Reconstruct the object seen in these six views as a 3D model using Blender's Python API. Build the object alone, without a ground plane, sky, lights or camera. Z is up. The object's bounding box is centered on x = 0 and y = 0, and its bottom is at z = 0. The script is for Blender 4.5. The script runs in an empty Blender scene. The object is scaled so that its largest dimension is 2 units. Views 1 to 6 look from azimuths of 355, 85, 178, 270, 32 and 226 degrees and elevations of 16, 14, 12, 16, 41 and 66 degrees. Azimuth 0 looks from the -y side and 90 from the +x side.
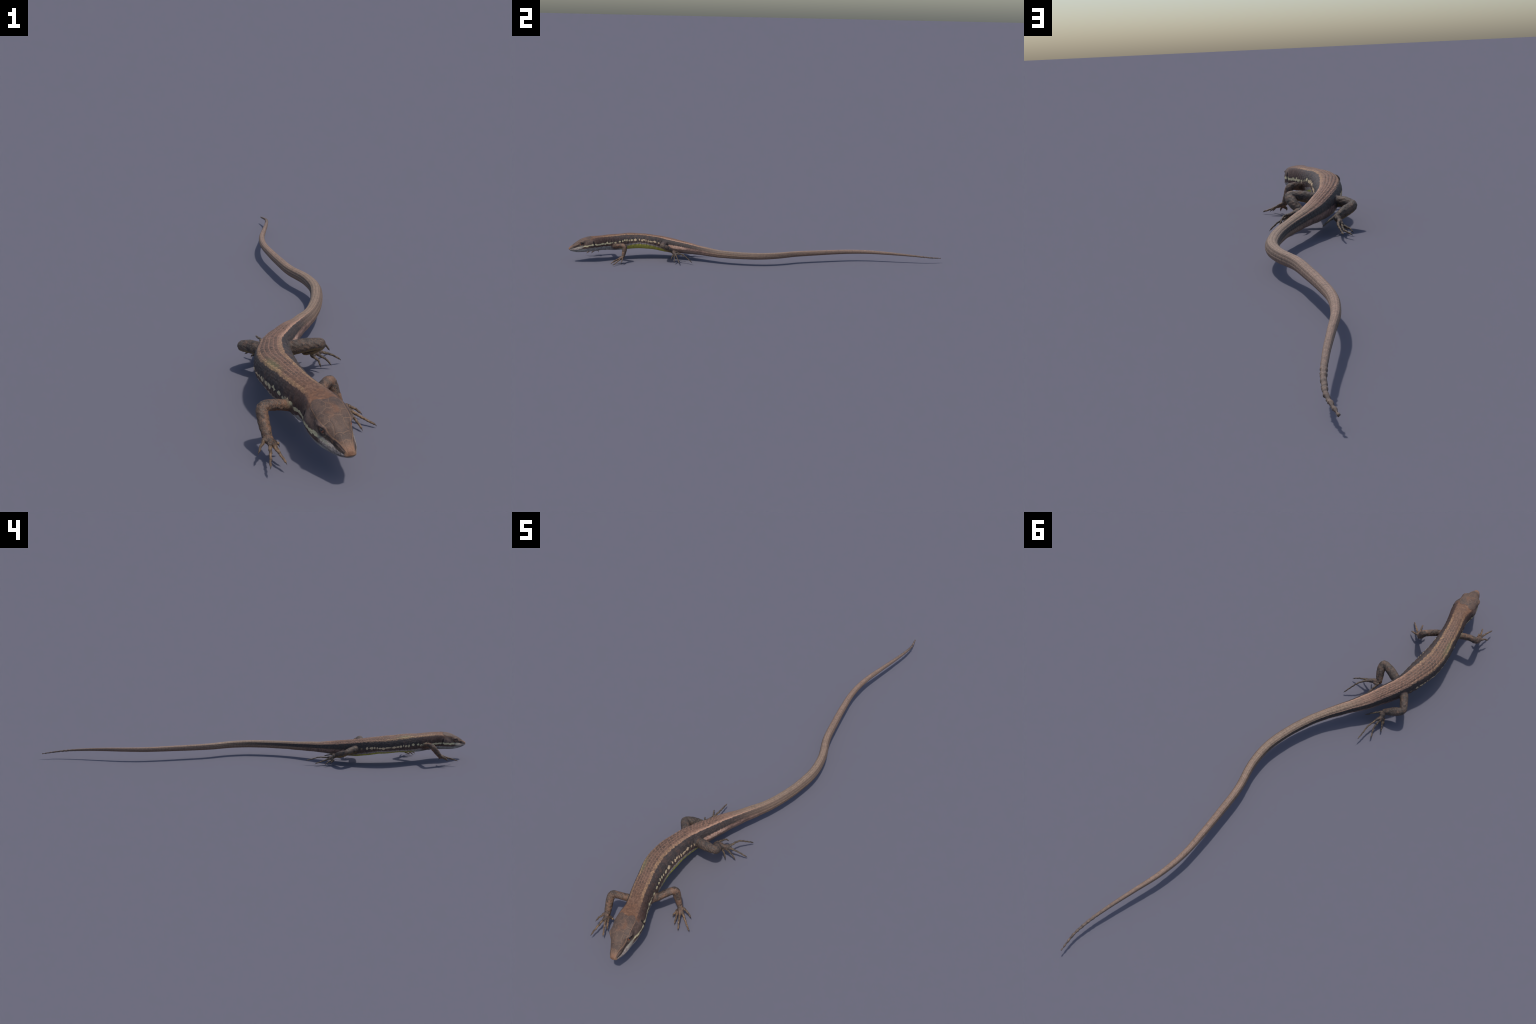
import bpy, bmesh, math, random
import numpy as np
from mathutils import Vector

random.seed(7)
RNG = np.random.default_rng(7)

# ---------------------------------------------------------------- spine
# station (y), x, z of the axis, half width, half height of the trunk
SPINE = np.array([
    (-1.000, 0.0293, 0.0672, 0.0094, 0.0076),
    (-0.985, 0.0257, 0.0695, 0.0175, 0.0140),
    (-0.960, 0.0206, 0.0752, 0.0277, 0.0250),
    (-0.930, 0.0124, 0.0834, 0.0362, 0.0343),
    (-0.900, 0.0060, 0.0886, 0.0425, 0.0375),
    (-0.870, 0.0004, 0.0908, 0.0412, 0.0388),
    (-0.840, -0.0079, 0.0929, 0.0355, 0.0388),
    (-0.810, -0.0200, 0.0930, 0.0345, 0.0392),
    (-0.770, -0.0325, 0.0915, 0.0352, 0.0417),
    (-0.720, -0.0468, 0.0926, 0.0376, 0.0418),
    (-0.670, -0.0582, 0.0938, 0.0425, 0.0399),
    (-0.620, -0.0638, 0.0912, 0.0448, 0.0380),
    (-0.570, -0.0630, 0.0864, 0.0430, 0.0374),
    (-0.520, -0.0582, 0.0792, 0.0370, 0.0384),
    (-0.470, -0.0460, 0.0720, 0.0332, 0.0380),
    (-0.420, -0.0276, 0.0675, 0.0309, 0.0346),
    (-0.360, -0.0030, 0.0626, 0.0270, 0.0288),
    (-0.300, 0.0263, 0.0582, 0.0212, 0.0234),
    (-0.220, 0.0657, 0.0523, 0.0172, 0.0202),
    (-0.140, 0.0941, 0.0506, 0.0163, 0.0182),
    (-0.060, 0.1116, 0.0500, 0.0163, 0.0174),
    (0.020, 0.1182, 0.0502, 0.0157, 0.0167),
    (0.100, 0.1064, 0.0507, 0.0146, 0.0158),
    (0.200, 0.0710, 0.0510, 0.0136, 0.0145),
    (0.300, 0.0506, 0.0512, 0.0130, 0.0132),
    (0.400, 0.0337, 0.0516, 0.0120, 0.0119),
    (0.500, 0.0215, 0.0514, 0.0106, 0.0108),
    (0.600, 0.0253, 0.0508, 0.0091, 0.0095),
    (0.700, 0.0424, 0.0481, 0.0075, 0.0079),
    (0.800, 0.0599, 0.0429, 0.0062, 0.0060),
    (0.880, 0.0702, 0.0367, 0.0049, 0.0043),
    (0.940, 0.0712, 0.0304, 0.0038, 0.0032),
    (0.975, 0.0655, 0.0268, 0.0030, 0.0027),
    (1.000, 0.0600, 0.0245, 0.0020, 0.0020)])
DROP = .0009                 # settle the whole animal on the ground
SPINE[:, 2] -= DROP
SY = SPINE[:, 0]
# twist of the body: where the midline of the back lies, in half turns
TWIST = np.array([(-1.0, -.010), (-.94, -.020), (-.87, -.020), (-.80, -.025), (-.72, -.050), (-.62, -.080), (-.55, -.052),
                  (-.47, -.035), (-.38, -.050), (-.30, -.060), (-.15, -.070), (.10, -.030), (.40, .0), (1.0, .0)])


def hermite(xk, v, x):
    m = np.gradient(v, xk)
    x = np.clip(x, xk[0], xk[-1])
    i = np.clip(np.searchsorted(xk, x) - 1, 0, len(xk) - 2)
    h = xk[i + 1] - xk[i]
    t = (x - xk[i]) / h
    return ((2*t**3 - 3*t**2 + 1) * v[i] + (t**3 - 2*t**2 + t) * h * m[i]
            + (-2*t**3 + 3*t**2) * v[i + 1] + (t**3 - t**2) * h * m[i + 1])


# dense tables used both for the geometry and for the material's curves
TY = np.linspace(-1.0, 1.0, 801)
TX, TZ, TW, TH = [hermite(SY, SPINE[:, k], TY) for k in (1, 2, 3, 4)]
TT = hermite(TWIST[:, 0], TWIST[:, 1], TY)
TM = np.gradient(TX, TY)
TS = np.concatenate([[0], np.cumsum(np.hypot(np.diff(TX), np.diff(TY)))])


def body_frame(P):
    """station, lateral, vertical offsets and arc length of world points."""
    y = P[:, 1].copy()
    st = y.copy()
    for _ in range(6):
        m = np.interp(st, TY, TM)
        dx = P[:, 0] - np.interp(st, TY, TX)
        dy = y - st
        st = st + 0.8 * (dy + m * dx) / (1 + m * m)
    st = np.clip(st, -1, 1)
    m = np.interp(st, TY, TM)
    dx = P[:, 0] - np.interp(st, TY, TX)
    dy = y - st
    n = np.sqrt(1 + m * m)
    lat = (dx - m * dy) / n
    along = np.interp(st, TY, TS) + (dy + m * dx) / n
    ver = P[:, 2] - np.interp(st, TY, TZ)
    u = lat / np.interp(st, TY, TW)
    v = ver / np.interp(st, TY, TH)
    r = np.hypot(u, v)
    around = np.arctan2(u, v) / np.pi - np.interp(st, TY, TT)
    around = np.mod(around + 1, 2) - 1
    u, v = r * np.sin(np.pi * around), r * np.cos(np.pi * around)
    return st, u * np.interp(st, TY, TW), ver, along, u, v, around


def from_frame(st, lat, z):
    m = np.interp(st, TY, TM)
    n = math.hypot(1, m)
    return Vector((float(np.interp(st, TY, TX) + lat / n), float(st - lat * m / n), float(z)))


# ---------------------------------------------------------------- trunk loft
# half cross-sections from the crown to the belly, in half widths / half heights
SECTIONS = [
    (-1.000, [(0, 1), (.42, .93), (.72, .66), (.92, .30), (1.0, -.08), (.90, -.45), (.70, -.78), (.40, -.96), (0, -1)]),
    (-0.955, [(0, 1), (.36, .97), (.62, .74), (.80, .36), (.93, -.02), (.97, -.38), (.80, -.76), (.45, -.95), (0, -1)]),
    (-0.930, [(0, 1), (.40, .98), (.74, .84), (.90, .46), (.93, .06), (1.0, -.32), (.86, -.74), (.47, -.95), (0, -1)]),
    (-0.890, [(0, 1), (.40, .97), (.74, .80), (.91, .46), (1.0, .05), (.98, -.36), (.80, -.74), (.44, -.95), (0, -1)]),
    (-0.820, [(0, 1), (.40, .96), (.74, .78), (.94, .42), (1.0, .02), (.95, -.40), (.77, -.76), (.43, -.95), (0, -1)]),
    (-0.620, [(0, 1), (.40, .96), (.74, .78), (.94, .42), (1.0, .00), (.95, -.42), (.78, -.78), (.45, -.97), (0, -1)]),
    (-0.360, [(0, 1), (.40, .95), (.72, .76), (.93, .40), (1.0, .00), (.93, -.40), (.73, -.74), (.40, -.94), (0, -1)]),
    (1.000, [(0, 1), (.40, .93), (.72, .72), (.93, .38), (1.0, .00), (.93, -.38), (.72, -.72), (.40, -.93), (0, -1)]),
]
SEC_Y = np.array([s[0] for s in SECTIONS])
SEC_P = np.array([s[1] for s in SECTIONS], float)


def half_section(y):
    i = int(np.clip(np.searchsorted(SEC_Y, y) - 1, 0, len(SEC_Y) - 2))
    t = (y - SEC_Y[i]) / (SEC_Y[i + 1] - SEC_Y[i])
    t = t * t * (3 - 2 * t)
    return SEC_P[i] * (1 - t) + SEC_P[i + 1] * t


def ring_profile(y, n):
    h = half_section(y)
    full = np.concatenate([h, (h * [-1, 1])[1:-1][::-1]])
    k = len(full)
    out = []
    for j in range(n):
        f = j / n * k
        i = int(f)
        t = f - i
        p0, p1, p2, p3 = full[(i - 1) % k], full[i % k], full[(i + 1) % k], full[(i + 2) % k]
        out.append(.5 * (2*p1 + (p2 - p0)*t + (2*p0 - 5*p1 + 4*p2 - p3)*t*t + (3*p1 - p0 - 3*p2 + p3)*t**3))
    return np.array(out)


def loft_mesh(rings, tip_a, tip_b):
    n = len(rings[0])
    verts = [tuple(p) for r in rings for p in r]
    faces = []
    for i in range(len(rings) - 1):
        for j in range(n):
            a, b = i * n + j, i * n + (j + 1) % n
            faces.append((a, b, b + n, a + n))
    verts += [tuple(tip_a), tuple(tip_b)]
    ia, ib = len(verts) - 2, len(verts) - 1
    last = (len(rings) - 1) * n
    for j in range(n):
        faces.append((ia, (j + 1) % n, j))
        faces.append((ib, last + j, last + (j + 1) % n))
    return verts, faces


def trunk():
    ys = np.concatenate([np.linspace(-.9988, -.97, 14), np.linspace(-.966, -.3, 170), np.linspace(-.295, 1, 240)])
    rings = []
    for y in ys:
        c = np.array([np.interp(y, TY, TX), y, np.interp(y, TY, TZ)])
        e = .004
        d = np.array([np.interp(y + e, TY, TX) - np.interp(y - e, TY, TX), 2 * e,
                      (np.interp(y + e, TY, TZ) - np.interp(y - e, TY, TZ)) * .6])
        d /= np.linalg.norm(d)
        side = np.cross(d, [0, 0, 1]); side /= np.linalg.norm(side)
        up = np.cross(side, d)
        p = ring_profile(y, 72)
        w, h = np.interp(y, TY, TW), np.interp(y, TY, TH)
        rings.append(c + side * (p[:, :1] * w) + up * (p[:, 1:] * h))
    tipa = rings[0].mean(0) + np.array([.0008, -.0026, -.0005])
    tipb = rings[-1].mean(0) + np.array([-.0002, -.0003, -.0002])
    return loft_mesh(rings, tipa, tipb)


# ---------------------------------------------------------------- limbs
def smooth_chain(pts, step):
    """Catmull-Rom through (x, y, z, radius) control points."""
    p = np.array(pts, float)
    q = np.vstack([2 * p[0] - p[1], p, 2 * p[-1] - p[-2]])
    out = []
    for i in range(1, len(q) - 2):
        n = max(3, int(np.linalg.norm(q[i + 1][:3] - q[i][:3]) / step))
        for k in range(n):
            t = k / n
            out.append(.5 * (2*q[i] + (q[i+1] - q[i-1])*t + (2*q[i-1] - 5*q[i] + 4*q[i+1] - q[i+2])*t*t
                             + (3*q[i] - q[i-1] - 3*q[i+1] + q[i+2])*t**3))
    out.append(p[-1])
    return np.array(out)


def tube(chain, n, shape=None):
    """closed tube with rounded ends along a chain of (x, y, z, r)."""
    c = chain[:, :3]
    d = np.gradient(c, axis=0)
    d /= np.linalg.norm(d, axis=1)[:, None]
    ref = np.array([0, 0, 1.0]) if abs(d[0][2]) < .9 else np.array([1.0, 0, 0])
    side = np.cross(d[0], ref); side /= np.linalg.norm(side)
    rings = []
    ang = np.linspace(0, 2 * np.pi, n, endpoint=False)
    def ring(pos, sd, up, r, k):
        a = np.ones(n) if shape is None else shape(k, ang)
        return pos + (np.cos(ang) * r * a)[:, None] * sd + (np.sin(ang) * r * a)[:, None] * up
    for i in range(len(c)):
        side = side - d[i] * side.dot(d[i]); side /= np.linalg.norm(side)
        up = np.cross(d[i], side)
        r = chain[i, 3]
        if i == 0:
            for f in (-.95, -.7, -.35):
                rings.append(ring(c[0] + d[0] * r * f, side, up, r * math.sqrt(1 - f * f), 0))
        rings.append(ring(c[i], side, up, r, i))
        if i == len(c) - 1:
            for f in (.35, .7, .95):
                rings.append(ring(c[i] + d[i] * r * f, side, up, r * math.sqrt(1 - f * f), i))
    return loft_mesh(rings, rings[0].mean(0), rings[-1].mean(0))


# limb control points (x, y, z, radius) from the trunk outward, then the digits: base, [middle], tip
LIMBS = {
    'forelimb_left': dict(
        chain=[(-.020, -.775, .072, .012), (.006, -.752, .079, .0125), (.028, -.722, .086, .0118), (.041, -.7065, .0835, .0122),
               (.0475, -.7080, .066, .0122), (.054, -.7115, .048, .0105), (.0586, -.7142, .0355, .0088)],
        palm=(.0665, -.7235, .0295, .0082),
        digits=[[(.0552, -.7265, .0195), (.0525, -.738, .0150), (.0517, -.7455, .0080)],
                [(.0625, -.7345, .0235), (.068, -.751, .0150), (.0716, -.7650, .0048)],
                [(.0736, -.7365, .0255), (.085, -.760, .0160), (.0945, -.7780, .0032)],
                [(.0796, -.7290, .0240), (.104, -.748, .0130), (.1265, -.7645, .0040)],
                [(.0760, -.7160, .0300), (.091, -.718, .0225), (.1040, -.7225, .0120)]]),
    'forelimb_right': dict(
        chain=[(-.040, -.790, .076, .012), (-.064, -.801, .083, .0122), (-.092, -.813, .0905, .0114), (-.1115, -.820, .0900, .0122),
               (-.1130, -.834, .074, .0122), (-.1105, -.847, .058, .0108), (-.1080, -.8561, .0468, .0092)],
        palm=(-.1035, -.8690, .0410, .0082),
        digits=[[(-.0940, -.8600, .0335), (-.088, -.8595, .0305), (-.0846, -.8565, .0230)],
                [(-.0955, -.8710, .0350), (-.090, -.884, .0270), (-.0830, -.8960, .0175)],
                [(-.0993, -.8790, .0385), (-.089, -.901, .0300), (-.0780, -.9215, .0185)],
                [(-.1051, -.8810, .0400), (-.108, -.912, .0320), (-.1114, -.9390, .0230)],
                [(-.1150, -.8670, .0440), (-.122, -.880, .0390), (-.1300, -.8915, .0290)]]),
    'hindlimb_left': dict(
        chain=[(-.055, -.495, .072, .016), (-.026, -.496, .078, .0170), (.008, -.502, .086, .0168), (.040, -.5065, .0905, .0142),
               (.0520, -.5030, .0885, .0132), (.0470, -.488, .0780, .0148), (.036, -.471, .0660, .0138), (.0235, -.4570, .0550, .0105)],
        palm=(.0500, -.4420, .0455, .0078),
        digits=[[(.0420, -.4515, .0375), (.054, -.4575, .0280), (.0588, -.4627, .0140)],
                [(.0560, -.4445, .0380), (.074, -.4445, .0250), (.0868, -.4448, .0085)],
                [(.0636, -.4360, .0410), (.090, -.4275, .0285), (.1148, -.4170, .0092)],
                [(.0605, -.4290, .0475), (.0745, -.4001, .0487), (.0872, -.3730, .0290), (.0970, -.3505, .0100)],
                [(.0200, -.4440, .0540), (.0251, -.4071, .0370), (.0302, -.3955, .0235)]]),
    'hindlimb_right': dict(
        chain=[(-.060, -.488, .068, .016), (-.0880, -.466, .0735, .0160), (-.106, -.446, .0725, .0150), (-.1190, -.4300, .0680, .0136),
               (-.1160, -.4190, .0630, .0142), (-.100, -.4070, .0560, .0158), (-.0840, -.3950, .0480, .0135), (-.0720, -.3865, .0425, .0105)],
        palm=(-.0770, -.3640, .0335, .0080),
        digits=[[(-.0872, -.3700, .0200), (-.0930, -.3630, .0165), (-.0970, -.3565, .0095)],
                [(-.0859, -.3610, .0225), (-.1000, -.3460, .0180), (-.1108, -.3305, .0090)],
                [(-.0816, -.3530, .0285), (-.0825, -.3235, .0190), (-.0930, -.303, .0145), (-.1028, -.2860, .0115)],
                [(-.0714, -.3463, .0320), (-.0680, -.3064, .0331), (-.0715, -.275, .0260), (-.0745, -.2465, .0205)],
                [(-.0640, -.3755, .0455), (-.0430, -.3520, .0370), (-.0280, -.3325, .0285)]]),
}

for L in LIMBS.values():
    L['chain'] = [(x, y, z - DROP, r) for x, y, z, r in L['chain']]
    L['palm'] = (*L['palm'][:2], L['palm'][2] - DROP, L['palm'][3])
    L['digits'] = [[(x, y, z - DROP) for x, y, z in d] for d in L['digits']]

all_v, all_f = trunk()
limb_samples = {}      # skeleton samples for sorting faces into limbs
for key, L in LIMBS.items():
    ch = smooth_chain(L['chain'], .004)
    v, f = tube(ch, 28)
    o = len(all_v); all_v += v; all_f += [tuple(i + o for i in q) for q in f]
    wrist, palm = L['chain'][-1], L['palm']
    pal = [smooth_chain([wrist, palm], .003)]
    for dgt in L['digits']:
        b = np.array(dgt[0]); pc = np.array(palm[:3])
        mid = b * .5 + pc * .5
        pal.append(smooth_chain([palm if np.linalg.norm(b - pc) < np.linalg.norm(b - np.array(wrist[:3])) else (*wrist[:3], .0075),
                                 (*mid, .0060), (*b, .0046)], .003))
    for c in pal:
        v, f = tube(c, 20)
        o = len(all_v); all_v += v; all_f += [tuple(i + o for i in q) for q in f]
    limb_samples[key] = (ch, np.vstack(pal))

# ---------------------------------------------------------------- one skin: voxel union, smoothing
me = bpy.data.meshes.new('skin_source')
me.from_pydata([tuple(map(float, p)) for p in all_v], [], all_f)
src = bpy.data.objects.new('skin_source', me)
bpy.context.scene.collection.objects.link(src)
bm = bmesh.new(); bm.from_mesh(me); bmesh.ops.recalc_face_normals(bm, faces=bm.faces); bm.to_mesh(me); bm.free()
mod = src.modifiers.new('union', 'REMESH')
mod.mode = 'VOXEL'; mod.voxel_size = .00115; mod.adaptivity = 0
ev = src.evaluated_get(bpy.context.evaluated_depsgraph_get()).to_mesh()
NV = len(ev.vertices)
V = np.empty(NV * 3); ev.vertices.foreach_get('co', V); V = V.reshape(-1, 3)
NE = len(ev.edges); ED = np.empty(NE * 2, int); ev.edges.foreach_get('vertices', ED); ED = ED.reshape(-1, 2)
NP = len(ev.polygons)
LT = np.empty(NP, int); ev.polygons.foreach_get('loop_total', LT)
LS = np.empty(NP, int); ev.polygons.foreach_get('loop_start', LS)
LV = np.empty(len(ev.loops), int); ev.loops.foreach_get('vertex_index', LV)
assert LT.max() <= 4
QUAD = np.stack([LV[LS], LV[LS + 1], LV[LS + 2], LV[np.minimum(LS + LT - 1, len(LV) - 1)]], 1)
TRI = LT == 3
src.evaluated_get(bpy.context.evaluated_depsgraph_get()).to_mesh_clear()
bpy.data.objects.remove(src); bpy.data.meshes.remove(me)

deg = np.bincount(ED.ravel(), minlength=NV).astype(float)


def lap(X):
    S = np.stack([np.bincount(ED[:, 0], X[ED[:, 1], k], NV) + np.bincount(ED[:, 1], X[ED[:, 0], k], NV) for k in range(3)], 1)
    return S / deg[:, None] - X


for _ in range(5):
    V = V + .5 * lap(V)
    V = V - .52 * lap(V)


def falloff(P, centre, r0, r1):
    d = np.linalg.norm(P - np.array(centre), axis=1)
    return np.clip((r1 - d) / (r1 - r0), 0, 1)


junction = np.zeros(NV)
for key, c, r0, r1 in (('forelimb_left', (.002, -.756, .079), .022, .034), ('forelimb_right', (-.058, -.797, .082), .022, .034),
                       ('hindlimb_left', (-.016, -.497, .079), .024, .036), ('hindlimb_right', (-.085, -.470, .073), .024, .034)):
    junction = np.maximum(junction, falloff(V, c, r0, r1))
for _ in range(40):
    V = V + .5 * junction[:, None] * lap(V)


def normals(X):
    a = X[QUAD[:, 2]] - X[QUAD[:, 0]]
    b = X[QUAD[:, 3]] - X[QUAD[:, 1]]
    b = np.where(TRI[:, None], X[QUAD[:, 2]] - X[QUAD[:, 1]], b)
    n = np.cross(a, b)
    N = np.zeros_like(X)
    for k in range(4):
        for j in range(3):
            N[:, j] += np.bincount(QUAD[:, k], n[:, j], NV)
    return N / np.maximum(np.linalg.norm(N, axis=1), 1e-12)[:, None]


def smoothstep(x, a, b):
    t = np.clip((x - a) / (b - a), 0, 1)
    return t * t * (3 - 2 * t)


def near_chain(P, ch):
    """smallest distance / radius to a chain of (x, y, z, r), box-limited."""
    out = np.full(len(P), 9.0)
    lo, hi = ch[:, :3].min(0) - .04, ch[:, :3].max(0) + .04
    m = np.all((P > lo) & (P < hi), 1)
    Q = P[m]
    best = np.full(len(Q), 9.0)
    for x, y, z, r in ch:
        best = np.minimum(best, np.sqrt((Q[:, 0]-x)**2 + (Q[:, 1]-y)**2 + (Q[:, 2]-z)**2) / r)
    out[m] = best
    return out


# ---------------------------------------------------------------- relief
ROW_TORSO = .212 / 3          # six keeled rows between the pale side lines
LEN_TORSO = .0130
ROW_TAIL = 1 / 6             # twelve keeled rows around the tail
LEN_TAIL = .0150
SHIELDS = [  # distance behind the snout, distance from the midline, stretch, reach
    (.0110, .000, 1.0, .0010), (.0105, .0105, 1.0, .0000), (.0265, .0062, 1.0, .0000),
    (.0490, .000, 1.4, .0055), (.0490, .0195, 1.0, .0012), (.0680, .0200, 1.0, .0000), (.0765, .0070, 1.0, .0010),
    (.0945, .000, 1.0, -.0030), (.1010, .0185, 1.2, .0040), (.1105, .000, 1.0, -.0040)]
# outline of the crown: half width along the head
CROWN_S = np.array([0, .004, .017, .036, .045, .061, .082, .107, .116, .121, .124, .126])
CROWN_W = np.array([.006, .0085, .0120, .0200, .0225, .0292, .0312, .0318, .0290, .0240, .0190, .0100])


def crown_inside(along, lat):
    """signed depth inside the crown's outline."""
    back = .1165 + .0065 * smoothstep(np.abs(lat), .003, .018)
    return np.minimum(np.interp(along, CROWN_S, CROWN_W) - np.abs(lat), back - along)


def shield_field(along, lat):
    f1 = np.full(len(along), 9.0); f2 = f1.copy(); idx = np.zeros(len(along), int)
    for k, (s0, l0, st, w) in enumerate(SHIELDS):
        d = np.sqrt(((along - s0) / st) ** 2 + (np.abs(lat) - l0) ** 2) - w
        f2 = np.minimum(f2, np.maximum(f1, d))
        idx = np.where(d < f1, k, idx)
        f1 = np.minimum(f1, d)
    return f1, f2, idx


def scale_warp(along, row, sin):
    """uneven scale lengths, different in each row."""
    return .0016 * sin(along * 83 + row * 2.1) + .0012 * sin(along * 211 + row * 4.7)


def scale_height(along, around, row_w, length, offset):
    R = around / row_w
    row = np.floor(R)
    J = (along + scale_warp(along, row, np.sin)) / length + offset * np.mod(row, 2)
    p = R - row - .5
    q = J + .75 * np.abs(p) * (offset > 0)
    q = q - np.floor(q)
    return p, q, row


def vnoise(P, f, seed):
    """cheap smooth noise from rotated sines."""
    r = np.random.default_rng(seed)
    out = np.zeros(len(P))
    for _ in range(7):
        k = r.normal(size=3); k *= f * r.uniform(.7, 1.4) / np.linalg.norm(k)
        out += np.sin(P @ k + r.uniform(0, 6.28))
    return out / 7 ** .5


N0 = normals(V)
st, lat, ver, along, u, v, around = body_frame(V)
aa = np.abs(around)
limb_d = np.full(NV, 9.0)
for key, (ch, pal) in limb_samples.items():
    limb_d = np.minimum(limb_d, np.minimum(near_chain(V, ch), near_chain(V, pal)))
rho = np.sqrt(u * u + v * v)
trunkness = np.clip(1.35 - rho, 0, .2) / .2          # 1 on the trunk's own skin
trunkness = np.where(limb_d > 2.5, 1, trunkness)
disp = np.zeros(NV)

# keeled, overlapping scales of the back
p, q, row = scale_height(along, around, ROW_TORSO, LEN_TORSO, .5)
amp = smoothstep(st, -.85, -.74) * (1 - smoothstep(st, -.40, -.30)) * (1 - smoothstep(aa, .208, .225)) * trunkness
size = .6 + .4 * smoothstep(st, -.78, -.66)
disp += amp * size * (.0010 * (q - .4) * (1 - smoothstep(q, .9, 1.0)) + .0007 * np.exp(-(p / .14) ** 2) - .0004 * np.exp(-((np.abs(p) - .5) / .07) ** 2))
# rows of the side: low rounded granules
p, q, row = scale_height(along, around, .045, .0062, .5)
amp = smoothstep(st, -.84, -.76) * (1 - smoothstep(st, -.42, -.34)) * smoothstep(aa, .22, .25) * trunkness
disp += amp * (.00010 * (np.cos(2 * np.pi * p) + np.cos(2 * np.pi * (q - .5))) + .00022 * vnoise(V, 650, 12))
# belly plates
disp += trunkness * smoothstep(aa, .66, .72) * smoothstep(st, -.80, -.72) * (1 - smoothstep(st, -.46, -.40)) * .0006 * np.abs(np.mod(along / .014, 1) - .5)
# whorls of the tail, long keels
p, q, row = scale_height(along, around, ROW_TAIL, LEN_TAIL, 0.0)
girth = np.interp(st, TY, TW) / .016
amp = smoothstep(st, -.42, -.30) * np.clip(girth, .15, 1.2) * trunkness
disp += amp * (.0009 * (1 - (2 * np.abs(p)) ** 3) - .0003 + .0005 * (q - .5) * (1 - smoothstep(q, .85, 1)))
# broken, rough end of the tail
tipm = smoothstep(st, .80, .90)
disp += tipm * (.0007 * np.sign(np.sin(along * 2 * np.pi / .021 + 2 * around)) * np.abs(np.sin(along * 2 * np.pi / .021)) + .0005 * vnoise(V, 500, 3))

# head shields
f1, f2, shield = shield_field(along, lat)
crown = smoothstep(crown_inside(along, lat), -.0006, .0006) * (v > 0) * (st < -.86)
disp += crown * (.0006 * (1 - np.exp(-((f2 - f1) / .0016) ** 2)) - .0003)
# step at the back of the crown
disp += crown * .0007
MOUTH_S = np.array([0, .004, .026, .048, .075, .1])
MOUTH_V = np.array([-.30, -.44, -.52, -.44, -.33, -.25])
# brow ridge over the eye, hollow in front of it, mouth line, cheek bulge, ear slit
EYES = [(-.9390, .0307, .0975 - DROP), (-.9355, -.0325, .0938 - DROP)]     # station, lateral, height
EYE_S = float(np.interp(-.9373, TY, TS))
head_m = (st < -.84)
for e_st, e_lat, e_z in EYES:
    ez = V[:, 2] - e_z
    es = along - float(np.interp(e_st, TY, TS))
    same = head_m * (lat * e_lat > 0) * (np.abs(lat) > .014)
    sock = np.sqrt((es / 1.3) ** 2 + ez ** 2)
    disp += same * (-.0050 * np.exp(-(sock / .0066) ** 2) + .0010 * np.exp(-((sock - .0095) / .0018) ** 2))
    disp += same * .0026 * np.exp(-((es + .001) / .015) ** 2 - ((ez - .0085) / .0034) ** 2)
disp += head_m * -.0022 * np.exp(-((along - .036) / .012) ** 2 - ((v - .25) / .20) ** 2)
mouth_v = np.interp(along, MOUTH_S, MOUTH_V)
mouth = np.exp(-((v - mouth_v) * np.interp(st, TY, TH) / .0011) ** 2) * (1 - smoothstep(along, .078, .088)) * head_m
disp -= .0013 * mouth
disp += .0008 * head_m * smoothstep(along, .012, .03) * (1 - smoothstep(along, .075, .09)) * np.exp(-((v - mouth_v - .16) / .14) ** 2)
ear_s = .1315
ear = np.exp(-((along - ear_s + .010 * v) / .0036) ** 2 - ((v - .10) / .32) ** 2) * (np.abs(u) > .6) * (st < -.8)
disp -= .0040 * ear
disp += .0014 * np.exp(-((along - ear_s + .008) / .0045) ** 2 - ((v - .05) / .35) ** 2) * (np.abs(u) > .6) * (st < -.8)
# brow overhanging the eye, pinched behind it, swollen temples
hside = head_m * (v > 0) * smoothstep(np.abs(u), .35, .6)
disp += hside * .0024 * np.exp(-((along - .064) / .014) ** 2 - ((v - .66) / .16) ** 2)
disp -= hside * .0016 * np.exp(-((along - .088) / .006) ** 2 - ((v - .55) / .22) ** 2)
disp += head_m * .0024 * np.exp(-((along - .108) / .012) ** 2 - ((v - .25) / .30) ** 2) * smoothstep(np.abs(u), .5, .8)
# nostril
disp -= .0016 * np.exp(-((along - .0085) / .0016) ** 2 - ((v - .12) / .13) ** 2) * (np.abs(u) > .4) * (st < -.97)
# collar fold of the throat, loose skin of neck and flanks
disp += .0014 * np.exp(-((along - .190) / .006) ** 2) * smoothstep(aa, .5, .62) * (st < -.75)
disp += trunkness * smoothstep(aa, .32, .42) * (1 - smoothstep(aa, .7, .8)) * smoothstep(st, -.85, -.8) * (1 - smoothstep(st, -.5, -.42)) * .0007 * np.sin(along * 2 * np.pi / .019 + 2.0 * vnoise(V, 60, 5))
# scaly limbs
limbness = (1 - trunkness) * (limb_d < 2.2)
disp += limbness * (.00035 * vnoise(V, 700, 8) + .0004 * vnoise(V, 140, 9))
disp += .0006 * vnoise(V, 90, 10) * trunkness * (1 - smoothstep(st, -.4, .2))
V = V + N0 * disp[:, None]
# the lower jaw is a little shorter than the snout
chin = smoothstep(mouth_v - v, -.05, .35) * (1 - smoothstep(along, .004, .024)) * (st < -.95)
V[:, 1] += .0045 * chin
N1 = normals(V)

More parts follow.
